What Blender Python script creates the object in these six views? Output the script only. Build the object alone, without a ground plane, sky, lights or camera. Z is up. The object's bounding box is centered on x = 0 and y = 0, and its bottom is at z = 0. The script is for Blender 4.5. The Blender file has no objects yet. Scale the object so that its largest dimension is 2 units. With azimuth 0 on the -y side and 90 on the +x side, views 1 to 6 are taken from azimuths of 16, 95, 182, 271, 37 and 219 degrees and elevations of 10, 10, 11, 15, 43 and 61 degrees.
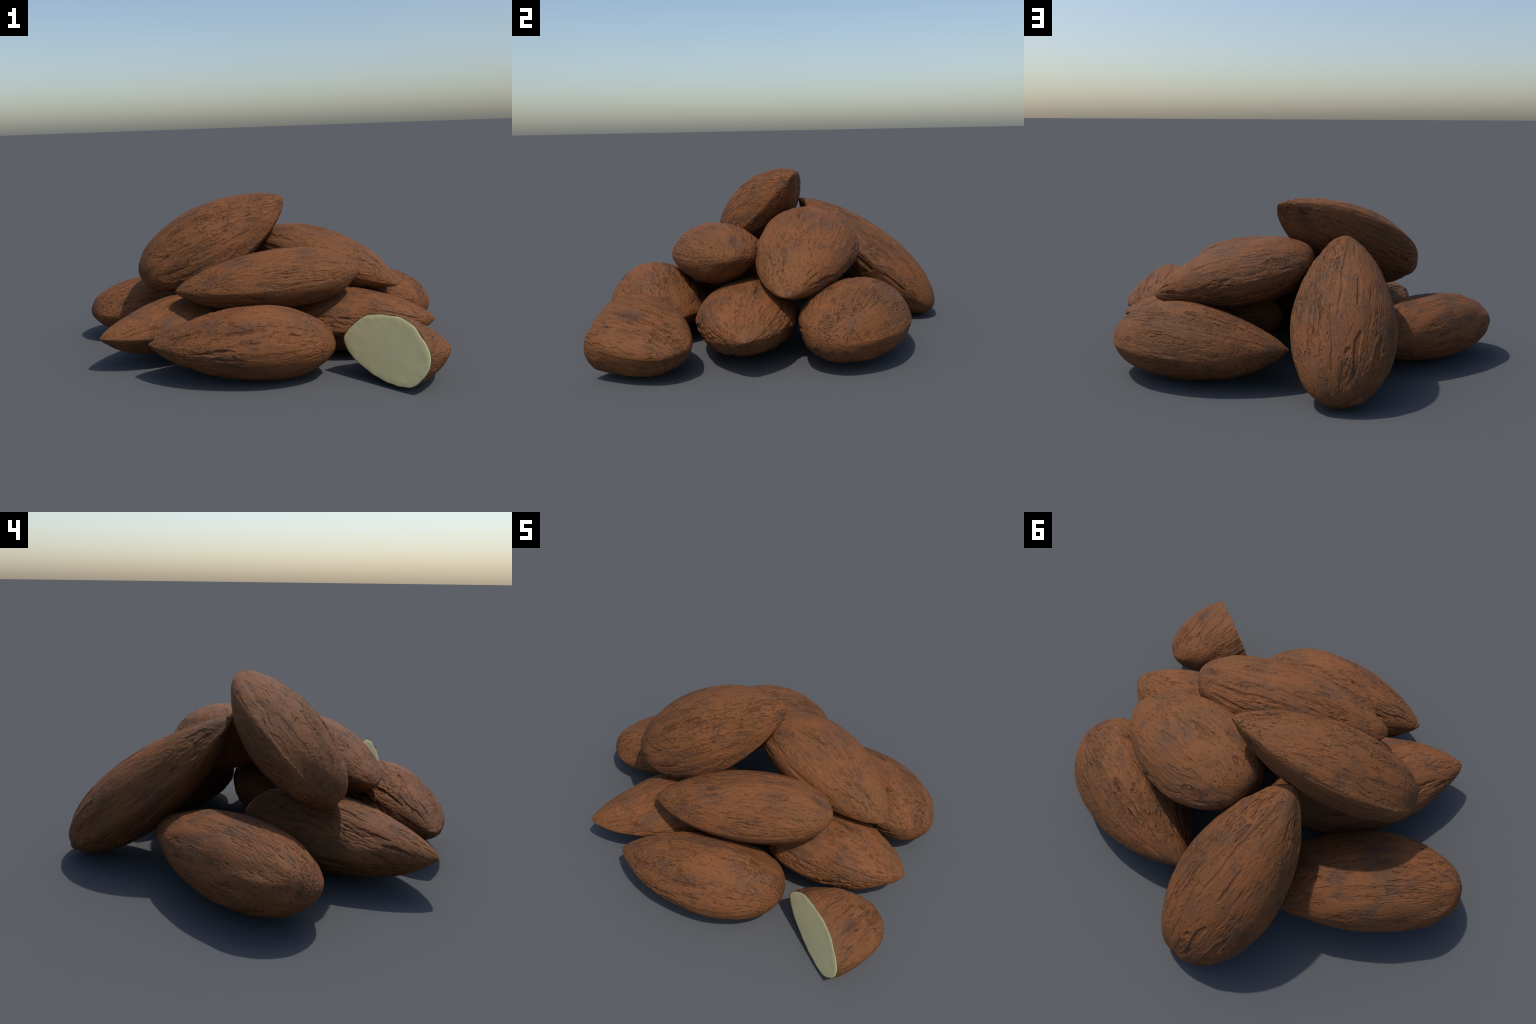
"""A heap of nine whole almonds and one almond cut in two, lying on the ground.

Every almond is one skin built from the same recipe: a teardrop outline in plan, a
slimmer teardrop from the side, a lens-shaped cross-section whose two edges are the
seam (keel) of the seed, a slight bow, and low swellings.  The skin then gets real
relief: long wrinkles, short cracks, flaked bands with crumbly floors, and the seam.
"""
import math
import bpy
import numpy as np

# ---------------------------------------------------------------- the ten almonds
# center, axis (blunt end -> tip) and flat (thickness direction) place the almond;
# size = length, width, thickness; outline / side = exponents (blunt end, tip) of the
# teardrop profile in plan and from the side; keel = lens exponent of the section
# (2 = ellipse, 1 = sharp lens); bow / hook = sideways bend of the middle / the ends
# (across the width, across the thickness); swell = low Fourier swellings.
WHOLE_AND_CUT = [
    dict(center=(-0.251, -0.086, 0.579), axis=(0.799, 0.424, 0.426), flat=(-0.017, -0.692, 0.722),
         size=(0.882, 0.479, 0.331), outline=(0.503, 0.724), side=(0.533, 0.745), keel=1.47,
         bow=(-0.002, -0.003), hook=(-0.002, 0.009),
         swell=(0.003, 0.007, -0.029, -0.004, -0.006, 0.050, 0.015, 0.008, 0.016, 0.015), seed=11),
    dict(center=(0.114, -0.314, 0.405), axis=(-0.923, -0.374, -0.085), flat=(-0.064, -0.067, 0.996),
         size=(0.926, 0.438, 0.295), outline=(0.533, 0.688), side=(0.551, 0.723), keel=1.41,
         bow=(-0.016, -0.007), hook=(-0.008, 0.002),
         swell=(-0.017, -0.024, 0.008, -0.006, -0.004, -0.008, 0.016, 0.009, 0.016, 0.006), seed=18),
    dict(center=(0.321, 0.146, 0.419), axis=(0.964, -0.151, -0.218), flat=(-0.213, 0.052, -0.976),
         size=(0.841, 0.484, 0.327), outline=(0.452, 0.660), side=(0.505, 0.782), keel=1.47,
         bow=(-0.019, -0.009), hook=(-0.005, 0.021),
         swell=(-0.039, -0.012, -0.006, -0.031, -0.002, -0.006, 0.050, 0.006, 0.004, 0.022), seed=25),
    dict(center=(0.447, 0.409, 0.168), axis=(-0.943, 0.331, -0.035), flat=(0.018, -0.056, -0.998),
         size=(0.879, 0.473, 0.343), outline=(0.513, 0.796), side=(0.527, 0.793), keel=1.45,
         bow=(0.012, 0.001), hook=(-0.013, -0.021),
         swell=(0.012, -0.001, 0.022, -0.016, -0.007, -0.002, -0.030, 0.020, 0.004, -0.030), seed=32),
    dict(center=(0.499, -0.064, 0.159), axis=(1.000, -0.006, -0.009), flat=(-0.008, 0.025, -1.000),
         size=(0.841, 0.488, 0.321), outline=(0.543, 0.686), side=(0.523, 0.734), keel=1.45,
         bow=(0.029, -0.003), hook=(-0.004, -0.015),
         swell=(0.006, 0.005, -0.003, -0.024, -0.003, 0.003, -0.045, -0.028, -0.008, 0.014), seed=39),
    dict(center=(0.062, -0.609, 0.157), axis=(-0.957, -0.289, -0.002), flat=(0.012, -0.032, -0.999),
         size=(0.877, 0.474, 0.340), outline=(0.489, 0.735), side=(0.530, 0.795), keel=1.43,
         bow=(-0.006, -0.009), hook=(-0.001, -0.014),
         swell=(-0.018, 0.018, 0.008, -0.008, 0.003, -0.023, -0.042, 0.011, -0.013, 0.014), seed=46),
    dict(center=(-0.344, -0.326, 0.171), axis=(-0.620, -0.782, -0.062), flat=(-0.122, 0.018, 0.992),
         size=(0.931, 0.487, 0.309), outline=(0.538, 0.763), side=(0.562, 0.762), keel=1.42,
         bow=(-0.004, -0.006), hook=(-0.002, 0.027),
         swell=(-0.024, 0.026, 0.006, -0.003, -0.001, -0.004, 0.034, -0.008, 0.019, -0.024), seed=53),
    dict(center=(-0.203, 0.472, 0.331), axis=(-0.077, -0.776, 0.625), flat=(-0.054, 0.630, 0.775),
         size=(0.930, 0.476, 0.325), outline=(0.527, 0.713), side=(0.548, 0.787), keel=1.42,
         bow=(-0.020, -0.004), hook=(0.006, 0.008),
         swell=(-0.033, 0.016, 0.009, -0.007, 0.024, 0.000, 0.024, -0.018, 0.003, 0.036), seed=60),
    dict(center=(-0.605, 0.124, 0.159), axis=(0.780, 0.626, 0.015), flat=(0.017, 0.003, -1.000),
         size=(0.933, 0.477, 0.318), outline=(0.498, 0.690), side=(0.514, 0.783), keel=1.43,
         bow=(0.015, -0.006), hook=(-0.001, -0.000),
         swell=(0.010, 0.041, 0.005, -0.018, 0.005, -0.010, -0.001, -0.004, -0.002, 0.009), seed=67),
    dict(center=(0.814, -0.602, 0.121), axis=(-0.080, -0.983, 0.164), flat=(0.108, 0.155, 0.982),
         size=(0.635, 0.490, 0.315), outline=(0.646, 1.031), side=(0.537, 0.471), keel=1.44,
         bow=(-0.065, 0.036), hook=(-0.026, -0.059), cut=(0.569, 0.441, 0.051),
         swell=(-0.037, -0.015, 0.000, -0.014, 0.023, -0.015, 0.009, -0.013, 0.013, -0.029), seed=74),
]

RINGS, SPOKES = 366, 396          # mesh of one whole almond: along, around


# ---------------------------------------------------------------- procedural noise
def hash01(ix, iy, iz, seed):
    """Repeatable pseudo-random number in 0..1 for integer lattice points."""
    h = (ix.astype(np.uint32) * np.uint32(374761393) + iy.astype(np.uint32) * np.uint32(668265263)
         + iz.astype(np.uint32) * np.uint32(2147483647 - 5471) + np.uint32((seed * 362437 + 97) & 0xFFFFFFFF))
    h = (h ^ (h >> np.uint32(13))) * np.uint32(1274126177)
    h = (h ^ (h >> np.uint32(16))) * np.uint32(2246822519)
    h ^= h >> np.uint32(15)
    return h.astype(np.float64) / 4294967295.0


def noise(p, scale, seed):
    """Smooth value noise, about -1..1, at points p stretched by scale (x, y, z)."""
    q = p * np.asarray(scale, float) + seed * 7.31
    # turn the lattice so that its axes do not show on the almond
    a, b = 0.6, 0.83
    y, z = q[:, 1] * math.cos(a) - q[:, 2] * math.sin(a), q[:, 1] * math.sin(a) + q[:, 2] * math.cos(a)
    q = np.stack([q[:, 0] + b, y, z], 1)
    i = np.floor(q).astype(np.int64)
    f = q - i
    f = f * f * f * (f * (f * 6 - 15) + 10)
    total = 0.0
    for dx in (0, 1):
        wx = f[:, 0] if dx else 1 - f[:, 0]
        for dy in (0, 1):
            wy = f[:, 1] if dy else 1 - f[:, 1]
            for dz in (0, 1):
                wz = f[:, 2] if dz else 1 - f[:, 2]
                total = total + wx * wy * wz * hash01(i[:, 0] + dx, i[:, 1] + dy, i[:, 2] + dz, seed)
    return total * 2 - 1


def fractal(p, scale, seed, octaves=3, gain=0.5):
    total, weight, s = 0.0, 0.0, np.asarray(scale, float)
    for k in range(octaves):
        total = total + gain ** k * noise(p, s * 2.03 ** k, seed + 17 * k)
        weight += gain ** k
    return total / weight * 1.5


def step(lo, hi, x):
    t = np.clip((x - lo) / (hi - lo), 0, 1)
    return t * t * (3 - 2 * t)


# ---------------------------------------------------------------- shape of one almond
def unit(v):
    v = np.array(v, float)
    return v / np.linalg.norm(v)


def frame(nut):
    """Columns: length, width and thickness directions."""
    x = unit(nut["axis"])
    z = np.array(nut["flat"], float)
    z = unit(z - x * (z @ x))
    return np.stack([x, np.cross(z, x), z], 1)


def teardrop(s, blunt, tip):
    peak = blunt / (blunt + tip)
    return s ** blunt * (1 - s) ** tip / (peak ** blunt * (1 - peak) ** tip)


def surface(nut, s, t, shrink=0.0):
    """Point of the bare almond at s (0 blunt end .. 1 tip) and angle t round the axis."""
    length, width, thick = nut["size"]
    u = 2 * s - 1
    c, d = np.cos(t), np.sin(t)
    k = nut["swell"]
    waves = (np.sin(2 * t), np.cos(3 * t), np.sin(3 * t), np.cos(4 * t), np.sin(4 * t))
    swell = 1 + sum(k[i] * w + k[i + 5] * u * w for i, w in enumerate(waves))
    y = (width / 2 - shrink) * teardrop(s, *nut["outline"]) * c * swell
    z = (thick / 2 - shrink) * teardrop(s, *nut["side"]) * np.sign(d) * np.abs(d) ** (2 / nut["keel"]) * swell
    y = y + nut["bow"][0] * (1 - u * u) + nut["hook"][0] * u ** 3
    z = z + nut["bow"][1] * (1 - u * u) + nut["hook"][1] * u ** 3
    return np.stack([length * (s - 0.5), y, z], -1)


def relief(nut, s, t, fine=1.0):
    """Height of the skin relief (m, outwards) at s, t."""
    sd = nut["seed"]
    length, width, thick = nut["size"]
    # coordinates that follow the meridians part of the way, so that wrinkles gather at the ends
    g = np.maximum(teardrop(np.clip(s, 0, 1), 0.30, 0.42), 0.12)
    p = surface(nut, s, t)
    p = np.stack([p[:, 0], p[:, 1] / g, p[:, 2] / g], 1)
    warp = 0.011 * np.stack([0 * s, fractal(p, (7, 11, 11), sd + 1, 2), fractal(p, (7, 11, 11), sd + 2, 2)], 1)
    w = p + warp
    fade = step(0.0, 0.03, s) * step(0.0, 0.02, 1 - s)
    fine = fine * (0.25 + 0.75 * step(0.02, 0.14, 1 - s)) * (0.15 + 0.85 * step(0.02, 0.20, s))
    # one part of the almond is always rougher than another
    fine = fine * (0.45 + 0.75 * step(-0.45, 0.35, noise(p, (1.8, 3.2, 3.2), sd + 16)))

    lumps = 0.0040 * fractal(p, (5, 9, 9), sd + 3, 2)
    lumps = lumps + 0.0030 * noise(p, (10, 17, 17), sd + 18) * step(-0.2, 0.6, noise(p, (3, 5, 5), sd + 19))
    lumps = lumps * (1 + 0.7 * (1 - step(0.08, 0.35, s)))      # the blunt end is the most dented
    folds = 0.0009 * fractal(w, (3, 24, 24), sd + 4, 2)

    # long narrow bands where the outer skin has flaked off, with a crumbly floor
    zone = noise(w, (2.6, 19, 19), sd + 5)
    jag = 0.16 * fractal(w, (26, 60, 60), sd + 6, 2)
    flaked = step(0.30, 0.38, zone + jag)
    flaking = flaked * (-0.0022 + 0.0024 * fractal(w, (45, 95, 95), sd + 7, 2))

    # cracks: straight dashes along the almond, with a little jag
    dash = noise(w, (3.5, 40, 40), sd + 8) + 0.10 * noise(w, (30, 60, 60), sd + 9)
    cracks = -0.0046 * step(0.44, 0.60, dash)

    # furrows: rows of parallel grooves in places
    rows = step(0.05, 0.50, fractal(w, (2.2, 6, 6), sd + 14, 2))
    furrows = rows * (-0.0020 * step(0.10, 0.60, noise(w, (6, 60, 60), sd + 15)) + 0.0004)

    # pits
    pits = -0.0016 * step(0.55, 0.80, noise(w, (26, 60, 60), sd + 12)) * step(-0.3, 0.2, zone)

    # the seam: a faint broken line along both edges
    edge = np.abs(np.sin(t)) * np.maximum(teardrop(np.clip(s, 0, 1), 0.5, 0.6), 0.05) * width
    seam = 0.0010 * np.exp(-(edge / 0.010) ** 2) - 0.0010 * np.exp(-((edge - 0.022) / 0.010) ** 2)
    seam = seam * step(-0.4, 0.5, noise(p, (9, 9, 9), sd + 13))
    return (lumps + (folds + flaking + cracks + furrows + pits + seam) * fine) * fade


def grid_faces(rings, spokes, flip=False):
    """Quads between consecutive rings of a lattice, closed round."""
    i = np.arange(rings - 1)[:, None] * spokes
    j = np.arange(spokes)[None, :]
    k = (j + 1) % spokes
    q = np.stack([i + j, i + spokes + j, i + spokes + k, i + k], -1).reshape(-1, 4)
    return q[:, ::-1] if flip else q


def fan(ring_start, spokes, pole, flip=False):
    j = np.arange(spokes)
    f = np.stack([np.full(spokes, pole), ring_start + j, ring_start + (j + 1) % spokes], 1)
    return f[:, ::-1] if flip else f


def make_mesh(name, points, quads, tris, material):
    mesh = bpy.data.meshes.new(name)
    loops = np.concatenate([quads.ravel(), tris.ravel()]).astype(np.int32)
    starts = np.concatenate([np.arange(len(quads)) * 4, len(quads) * 4 + np.arange(len(tris)) * 3]).astype(np.int32)
    mesh.vertices.add(len(points))
    mesh.vertices.foreach_set("co", points.astype(np.float32).ravel())
    mesh.loops.add(len(loops))
    mesh.loops.foreach_set("vertex_index", loops)
    mesh.polygons.add(len(starts))
    mesh.polygons.foreach_set("loop_start", starts)
    mesh.update(calc_edges=True)
    mesh.validate()
    mesh.polygons.foreach_set("use_smooth", np.ones(len(starts), bool))
    mesh.materials.append(material)
    mesh.update()
    return mesh


def lattice_normals(grid):
    """Outward normals of a closed lattice of points (rings, spokes, 3)."""
    along = np.gradient(grid, axis=0)
    around = np.roll(grid, -1, 1) - np.roll(grid, 1, 1)
    n = np.cross(around, along)
    n /= np.maximum(np.linalg.norm(n, axis=-1, keepdims=True), 1e-12)
    centre = grid.mean(1, keepdims=True)
    return n * np.sign(((grid - centre) * n).sum(-1, keepdims=True) + 1e-12)


def skin_points(nut, s, t, fine=1.0):
    """Bare surface plus relief along the normals; s, t are (rings, spokes) arrays."""
    bare = surface(nut, s, t)
    h = relief(nut, s.ravel(), t.ravel(), np.broadcast_to(fine, s.shape).ravel()).reshape(s.shape)
    return bare + lattice_normals(bare) * h[..., None]


def rest_on_ground(nut, points):
    """Lift an almond whose relief would sink below the ground."""
    lowest = (points.reshape(-1, 3) @ frame(nut)[2]).min() + nut["center"][2]
    if lowest < 0:
        x, y, z = nut["center"]
        nut["center"] = (x, y, z - lowest)


def place(obj, nut, parent=None):
    m = np.eye(4)
    m[:3, :3] = frame(nut)
    m[:3, 3] = nut["center"]
    bpy.context.scene.collection.objects.link(obj)
    from mathutils import Matrix
    obj.matrix_world = Matrix(m.tolist())
    if parent is not None:
        obj.parent = parent
        obj.matrix_parent_inverse = Matrix.Identity(4)
        obj.matrix_local = Matrix.Identity(4)


def even_angles(nut, count):
    """Angles round the section, spaced evenly by arc length so that the edges are not starved."""
    t = np.linspace(0, 2 * math.pi, 4000)
    loop = surface(nut, np.full_like(t, 0.45), t)
    arc = np.concatenate([[0], np.cumsum(np.linalg.norm(np.diff(loop, axis=0), axis=1))])
    return np.interp(np.linspace(0, arc[-1], count, endpoint=False), arc, t)


def build_almond(nut, material):
    blend = np.linspace(0, 1, RINGS + 2)[1:-1]
    s1 = 0.35 * blend + 0.65 * (0.5 - 0.5 * np.cos(math.pi * blend))
    s, t = np.meshgrid(s1, even_angles(nut, SPOKES), indexing="ij")
    grid = skin_points(nut, s, t)
    rest_on_ground(nut, grid)
    ends = surface(nut, np.array([0.0, 1.0]), np.zeros(2))
    count = RINGS * SPOKES
    points = np.concatenate([grid.reshape(-1, 3), ends])
    tris = np.concatenate([fan(0, SPOKES, count), fan((RINGS - 1) * SPOKES, SPOKES, count + 1, True)])
    mesh = make_mesh("almond", points, grid_faces(RINGS, SPOKES, True), tris[:, ::-1], material)
    obj = bpy.data.objects.new("almond", mesh)
    place(obj, nut)
    obj["label"] = "whole brown almond with wrinkled, cracked skin"
    obj["category"] = "almond"
    return obj


def cut_limit(nut, angles):
    """s at which each meridian meets the cut plane."""
    at, tilt_y, tilt_z = nut["cut"]
    length = nut["size"][0]
    s = np.full(len(angles), at)
    for _ in range(30):
        e = surface(nut, np.clip(s, 0.05, 0.98), angles)
        s = 0.5 * s + 0.5 * np.clip((length * (at - 0.5) + tilt_y * e[:, 1] + tilt_z * e[:, 2]) / length + 0.5, 0.05, 0.98)
    return s


def build_cut_almond(nut, skin_material, kernel_material):
    thing = bpy.data.objects.new("cut_almond", None)
    thing.empty_display_size = 0.1
    thing["label"] = "half almond, cut across, pale smooth kernel showing"
    thing["category"] = "almond"

    rings, spokes = 260, SPOKES
    angles = even_angles(nut, spokes)
    limit = cut_limit(nut, angles)
    ramp = 1 - np.cos(np.linspace(0, math.pi / 2, rings + 1)[1:])
    s = (0.35 * np.linspace(0, 1, rings + 1)[1:] + 0.65 * ramp)[:, None] * limit[None, :]
    t = np.broadcast_to(angles, s.shape)
    # fine relief dies out just before the knife's edge
    outer = skin_points(nut, s, t, step(0.0, 0.05, limit[None, :] - s))
    # the knife left a slightly nibbled outline
    bare_rim = outer[-1]
    nibble = 0.0060 * fractal(bare_rim, (12, 12, 12), nut["seed"] + 30, 2)
    reach = np.exp(-(limit[None, :] - s) / 0.035) * nibble[None, :]
    outer = outer + unit_rows(bare_rim - bare_rim.mean(0))[None] * reach[..., None]
    rest_on_ground(nut, outer)
    place(thing, nut)
    rim = outer[-1]
    cut_normal = unit([1.0, -nut["cut"][1], -nut["cut"][2]])
    middle = rim.mean(0)

    # skin: outer shell, its narrow cut edge, then the inside of the shell
    inward = unit_rows(middle - rim)
    edge = rim + inward * 0.0010
    edge2 = rim + inward * 0.0048 - cut_normal * 0.006
    inner = middle + (outer[::-6] - middle) * 0.972 - cut_normal * 0.006
    shell = np.concatenate([outer, edge[None], edge2[None], inner])
    n = len(shell)
    blunt = surface(nut, np.zeros(1), np.zeros(1))
    points = np.concatenate([shell.reshape(-1, 3), blunt, middle + (blunt - middle) * 0.96 - cut_normal * 0.004])
    tris = np.concatenate([fan(0, spokes, n * spokes), fan((n - 1) * spokes, spokes, n * spokes + 1, True)])
    mesh = make_mesh("skin", points, grid_faces(n, spokes, True), tris[:, ::-1], skin_material)
    place(bpy.data.objects.new("skin", mesh), nut, thing)

    # kernel: a solid body whose cut face bulges from under the skin with a rounded, nibbled rim
    wobble = 0.0038 * fractal(rim, (13, 13, 13), nut["seed"] + 31, 2)
    radius = np.linalg.norm(rim - middle, axis=1)
    profile = [(0.0130, -0.0090), (0.0075, -0.0055), (0.0016, -0.0022), (0.0034, -0.0006),
               (0.0075, 0.0005), (0.0125, 0.0011), (0.020, 0.0015), (0.030, 0.0016)]
    face = [rim + inward * (a + np.maximum(wobble, -0.0004) * (b > -0.004))[:, None] + cut_normal * b for a, b in profile]
    start = 1 - (0.030 + np.maximum(wobble, -0.0004)) / radius
    for f in np.linspace(1, 0.02, 44)[1:]:
        face.append(middle + (rim - middle) * (start * f)[:, None] + cut_normal * 0.0016)
    face = np.stack(face)
    # faint knife waves and dimples on the cut face
    flat = face[3:].reshape(-1, 3)
    near_rim = np.exp(-np.repeat(np.arange(len(face) - 3), spokes) / 5.0)
    dent = 0.0003 * fractal(flat, (9, 9, 9), nut["seed"] + 40, 2) + 0.0009 * near_rim * fractal(flat, (30, 30, 30), nut["seed"] + 41, 2)
    face[3:] += (dent[:, None] * cut_normal).reshape(-1, spokes, 3)
    inside = middle + (outer[:-20:6] - middle) * 0.965 - cut_normal * 0.005
    body = np.concatenate([inside, face])
    n = len(body)
    points = np.concatenate([body.reshape(-1, 3), (middle + (blunt - middle) * 0.95 - cut_normal * 0.004).reshape(1, 3),
                             face[-1].mean(0)[None]])
    tris = np.concatenate([fan(0, spokes, n * spokes), fan((n - 1) * spokes, spokes, n * spokes + 1, True)])
    mesh = make_mesh("kernel", points, grid_faces(n, spokes, True), tris[:, ::-1], kernel_material)
    place(bpy.data.objects.new("kernel", mesh), nut, thing)


def unit_rows(v):
    return v / np.linalg.norm(v, axis=1, keepdims=True)


# ---------------------------------------------------------------- materials
class Nodes:
    """Small helper that adds nodes to a material and links them."""

    def __init__(self, name):
        self.material = bpy.data.materials.new(name)
        self.material.use_nodes = True
        self.tree = self.material.node_tree
        self.shader = self.tree.nodes["Principled BSDF"]

    def add(self, kind, settings=None, **inputs):
        node = self.tree.nodes.new(kind)
        for k, v in (settings or {}).items():
            setattr(node, k, v)
        for k, v in inputs.items():
            self.put(node, k.replace("_", " "), v)
        return node

    def put(self, node, key, value):
        sockets = [s for s in node.inputs if s.name == key and s.enabled] or [node.inputs[int(key[1:])]]
        if isinstance(value, bpy.types.NodeSocket):
            self.tree.links.new(value, sockets[0])
        else:
            sockets[0].default_value = value

    def ramp(self, value, *stops):
        node = self.add("ShaderNodeValToRGB", Fac=value)
        e = node.color_ramp.elements
        e[0].position, e[0].color = stops[0][0], (*[stops[0][1]] * 3, 1)
        e[1].position, e[1].color = stops[-1][0], (*[stops[-1][1]] * 3, 1)
        for pos, v in stops[1:-1]:
            e.new(pos).color = (v, v, v, 1)
        return node.outputs["Color"]

    def math(self, op, a, b):
        node = self.add("ShaderNodeMath", {"operation": op})
        self.put(node, "i0", a)
        self.put(node, "i1", b)
        return node.outputs[0]

    def mix(self, factor, a, b, blend="MIX"):
        node = self.add("ShaderNodeMix", {"data_type": "RGBA", "blend_type": blend}, Factor=factor)
        self.put(node, "A", a)
        self.put(node, "B", b)
        return [o for o in node.outputs if o.enabled][0]

    def noise(self, vector, scale, detail=4.0, rough=0.6, distortion=0.0):
        return self.add("ShaderNodeTexNoise", Vector=vector, Scale=scale, Detail=detail, Roughness=rough, Distortion=distortion).outputs["Fac"]


def skin_look():
    m = Nodes("almond_skin")
    where = m.add("ShaderNodeTexCoord").outputs["Object"]
    rand = m.add("ShaderNodeObjectInfo").outputs["Random"]
    shift = m.add("ShaderNodeCombineXYZ", X=m.math("MULTIPLY", rand, 37.0), Y=m.math("MULTIPLY", rand, 19.0), Z=m.math("MULTIPLY", rand, 53.0))
    shifted = m.add("ShaderNodeVectorMath", {"operation": "ADD"})
    m.put(shifted, "i0", where)
    m.put(shifted, "i1", shift.outputs[0])
    here = shifted.outputs[0]
    along = m.add("ShaderNodeMapping", Vector=here, Scale=(1.0, 4.0, 4.0)).outputs[0]

    clay = (0.202, 0.071, 0.023, 1)
    ochre = (0.172, 0.066, 0.021, 1)
    umber = (0.116, 0.053, 0.027, 1)
    ash = (0.082, 0.045, 0.030, 1)
    crack = (0.026, 0.014, 0.010, 1)

    # ---- crisp small relief, finer than the mesh: flakes, hairline cracks, fibres (1 = raised)
    bent = m.add("ShaderNodeVectorMath", {"operation": "MULTIPLY_ADD"})
    m.put(bent, "i0", m.add("ShaderNodeTexNoise", Vector=here, Scale=9.0, Detail=2.0).outputs["Color"])
    m.put(bent, "i1", (0.0, 0.03, 0.03))
    m.put(bent, "i2", here)
    def stretched(x, y):
        return m.add("ShaderNodeMapping", Vector=bent.outputs[0], Scale=(x, y, y)).outputs[0]

    grain = stretched(1.0, 11.0)
    crumbs = m.noise(stretched(1.0, 1.7), 55.0, 3.0, 0.65)
    band = m.math("ADD", m.noise(stretched(3.0, 23.0), 1.0, 1.0, 0.4), m.math("MULTIPLY", m.noise(stretched(1.0, 2.2), 30.0, 4.0, 0.65), 0.22))
    flaked = m.ramp(band, (0.685, 0.0), (0.70, 1.0))
    patch = m.ramp(m.noise(here, 6.0, 2.0, 0.55), (0.42, 0.0), (0.54, 1.0))
    dash = m.math("ADD", m.noise(stretched(5.5, 72.0), 1.0, 1.0, 0.4), m.math("MULTIPLY", m.noise(stretched(1.0, 2.0), 45.0, 2.0), 0.10))
    hairline = m.math("MULTIPLY", m.ramp(dash, (0.665, 0.0), (0.72, 1.0)), patch)
    combed = m.math("MULTIPLY", m.ramp(m.noise(stretched(9.0, 95.0), 1.0, 2.0, 0.5), (0.44, 0.0), (0.62, 1.0)),
                    m.ramp(m.noise(stretched(2.0, 6.5), 1.0, 2.0, 0.5), (0.51, 0.0), (0.62, 1.0)))
    fibres = m.noise(grain, 13.0, 5.0, 0.7)
    speck = m.ramp(m.noise(along, 30.0, 2.0, 0.5), (0.64, 0.0), (0.70, 1.0))
    floor = m.math("MULTIPLY", flaked, m.math("SUBTRACT", m.math("MULTIPLY", crumbs, 1.8), 1.5))
    height = m.math("ADD", floor, m.math("MULTIPLY", hairline, -1.10))
    height = m.math("ADD", height, m.math("MULTIPLY", combed, -0.60))
    calm = m.ramp(m.noise(stretched(3.0, 5.0), 1.0, 2.0, 0.5), (0.40, 0.30), (0.60, 1.0))
    height = m.math("MULTIPLY", height, calm)
    height = m.math("ADD", height, m.math("MULTIPLY", fibres, 0.20))
    height = m.math("ADD", height, m.math("MULTIPLY", speck, -0.45))
    height = m.math("ADD", height, m.math("MULTIPLY", m.noise(here, 75.0, 4.0, 0.65), 0.30))
    bump = m.add("ShaderNodeBump", Strength=1.0, Distance=0.0075, Height=height)
    m.put(m.shader, "Normal", bump.outputs[0])

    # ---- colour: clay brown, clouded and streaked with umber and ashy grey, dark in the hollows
    tone = m.ramp(m.noise(here, 5.0, 3.0), (0.40, 0.0), (0.60, 1.0))
    colour = m.mix(tone, clay, ochre)
    soft = m.add("ShaderNodeMapping", Vector=here, Scale=(1.0, 1.6, 1.6)).outputs[0]
    patchy = m.noise(soft, 6.0, 9.0, 0.68, 0.3)
    smear = m.noise(along, 11.0, 6.0, 0.72, 0.4)
    blotch = m.math("ADD", m.math("MULTIPLY", patchy, 0.86), m.math("MULTIPLY", smear, 0.14))
    colour = m.mix(m.math("MULTIPLY", m.ramp(blotch, (0.47, 0.0), (0.62, 1.0)), 0.75), colour, umber)
    colour = m.mix(m.math("MULTIPLY", m.ramp(blotch, (0.54, 0.0), (0.69, 1.0)), 0.52), colour, ash)
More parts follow.
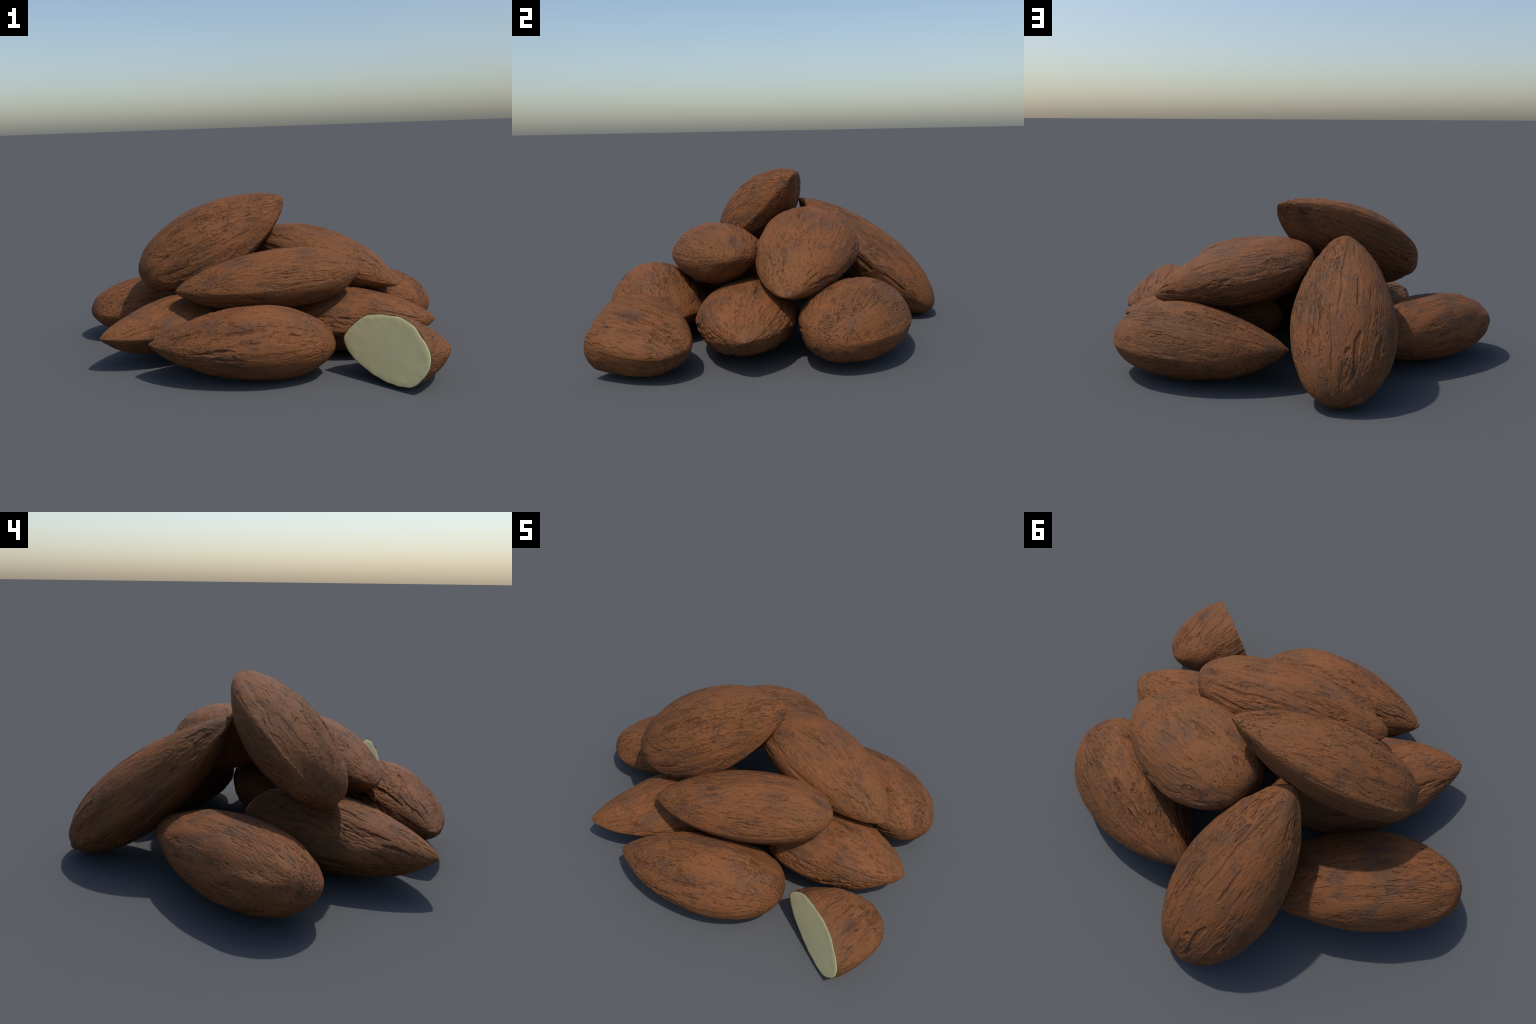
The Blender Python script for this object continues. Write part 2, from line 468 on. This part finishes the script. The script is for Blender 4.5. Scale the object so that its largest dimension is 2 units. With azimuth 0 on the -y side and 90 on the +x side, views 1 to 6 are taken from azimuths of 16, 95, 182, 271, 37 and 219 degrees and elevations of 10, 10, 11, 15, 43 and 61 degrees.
    scratch = m.noise(m.add("ShaderNodeMapping", Vector=here, Rotation=(0.3, 0.5, 0.9), Scale=(2.0, 16.0, 16.0)).outputs[0], 5.0, 4.0, 0.7, 0.8)
    colour = m.mix(m.math("MULTIPLY", m.ramp(scratch, (0.55, 0.0), (0.66, 1.0)), 0.30), colour, umber)
    colour = m.mix(m.math("MULTIPLY", m.ramp(fibres, (0.34, 1.0), (0.46, 0.0)), 0.25), colour, umber)
    colour = m.mix(m.math("MULTIPLY", speck, 0.22), colour, ash)
    pit = m.math("MULTIPLY", flaked, m.ramp(crumbs, (0.36, 1.0), (0.50, 0.0)))
    colour = m.mix(m.math("MULTIPLY", m.math("MULTIPLY", pit, calm), 0.20), colour, crack)
    colour = m.mix(m.math("MULTIPLY", m.math("MULTIPLY", hairline, calm), 0.22), colour, crack)
    colour = m.mix(m.math("MULTIPLY", m.math("MULTIPLY", combed, calm), 0.10), colour, crack)
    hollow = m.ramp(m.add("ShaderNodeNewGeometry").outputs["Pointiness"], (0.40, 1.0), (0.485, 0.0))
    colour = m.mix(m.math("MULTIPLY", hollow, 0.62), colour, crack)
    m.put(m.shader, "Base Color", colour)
    m.put(m.shader, "Roughness", 0.72)
    m.put(m.shader, "Specular IOR Level", 0.22)
    return m.material


def kernel_look():
    m = Nodes("almond_kernel")
    where = m.add("ShaderNodeTexCoord").outputs["Object"]
    tone = m.ramp(m.noise(where, 9.0, 3.0), (0.35, 0.0), (0.65, 1.0))
    colour = m.mix(tone, (0.87, 0.70, 0.335, 1), (0.82, 0.71, 0.335, 1))
    m.put(m.shader, "Base Color", colour)
    m.put(m.shader, "Roughness", 0.6)
    m.put(m.shader, "Specular IOR Level", 0.3)
    bump = m.add("ShaderNodeBump", Strength=0.15, Distance=0.003, Height=m.noise(where, 40.0, 3.0))
    m.put(m.shader, "Normal", bump.outputs[0])
    return m.material


skin_material = skin_look()
kernel_material = kernel_look()
for nut in WHOLE_AND_CUT:
    if "cut" in nut:
        build_cut_almond(nut, skin_material, kernel_material)
    else:
        build_almond(nut, skin_material)
bpy.context.view_layer.update()
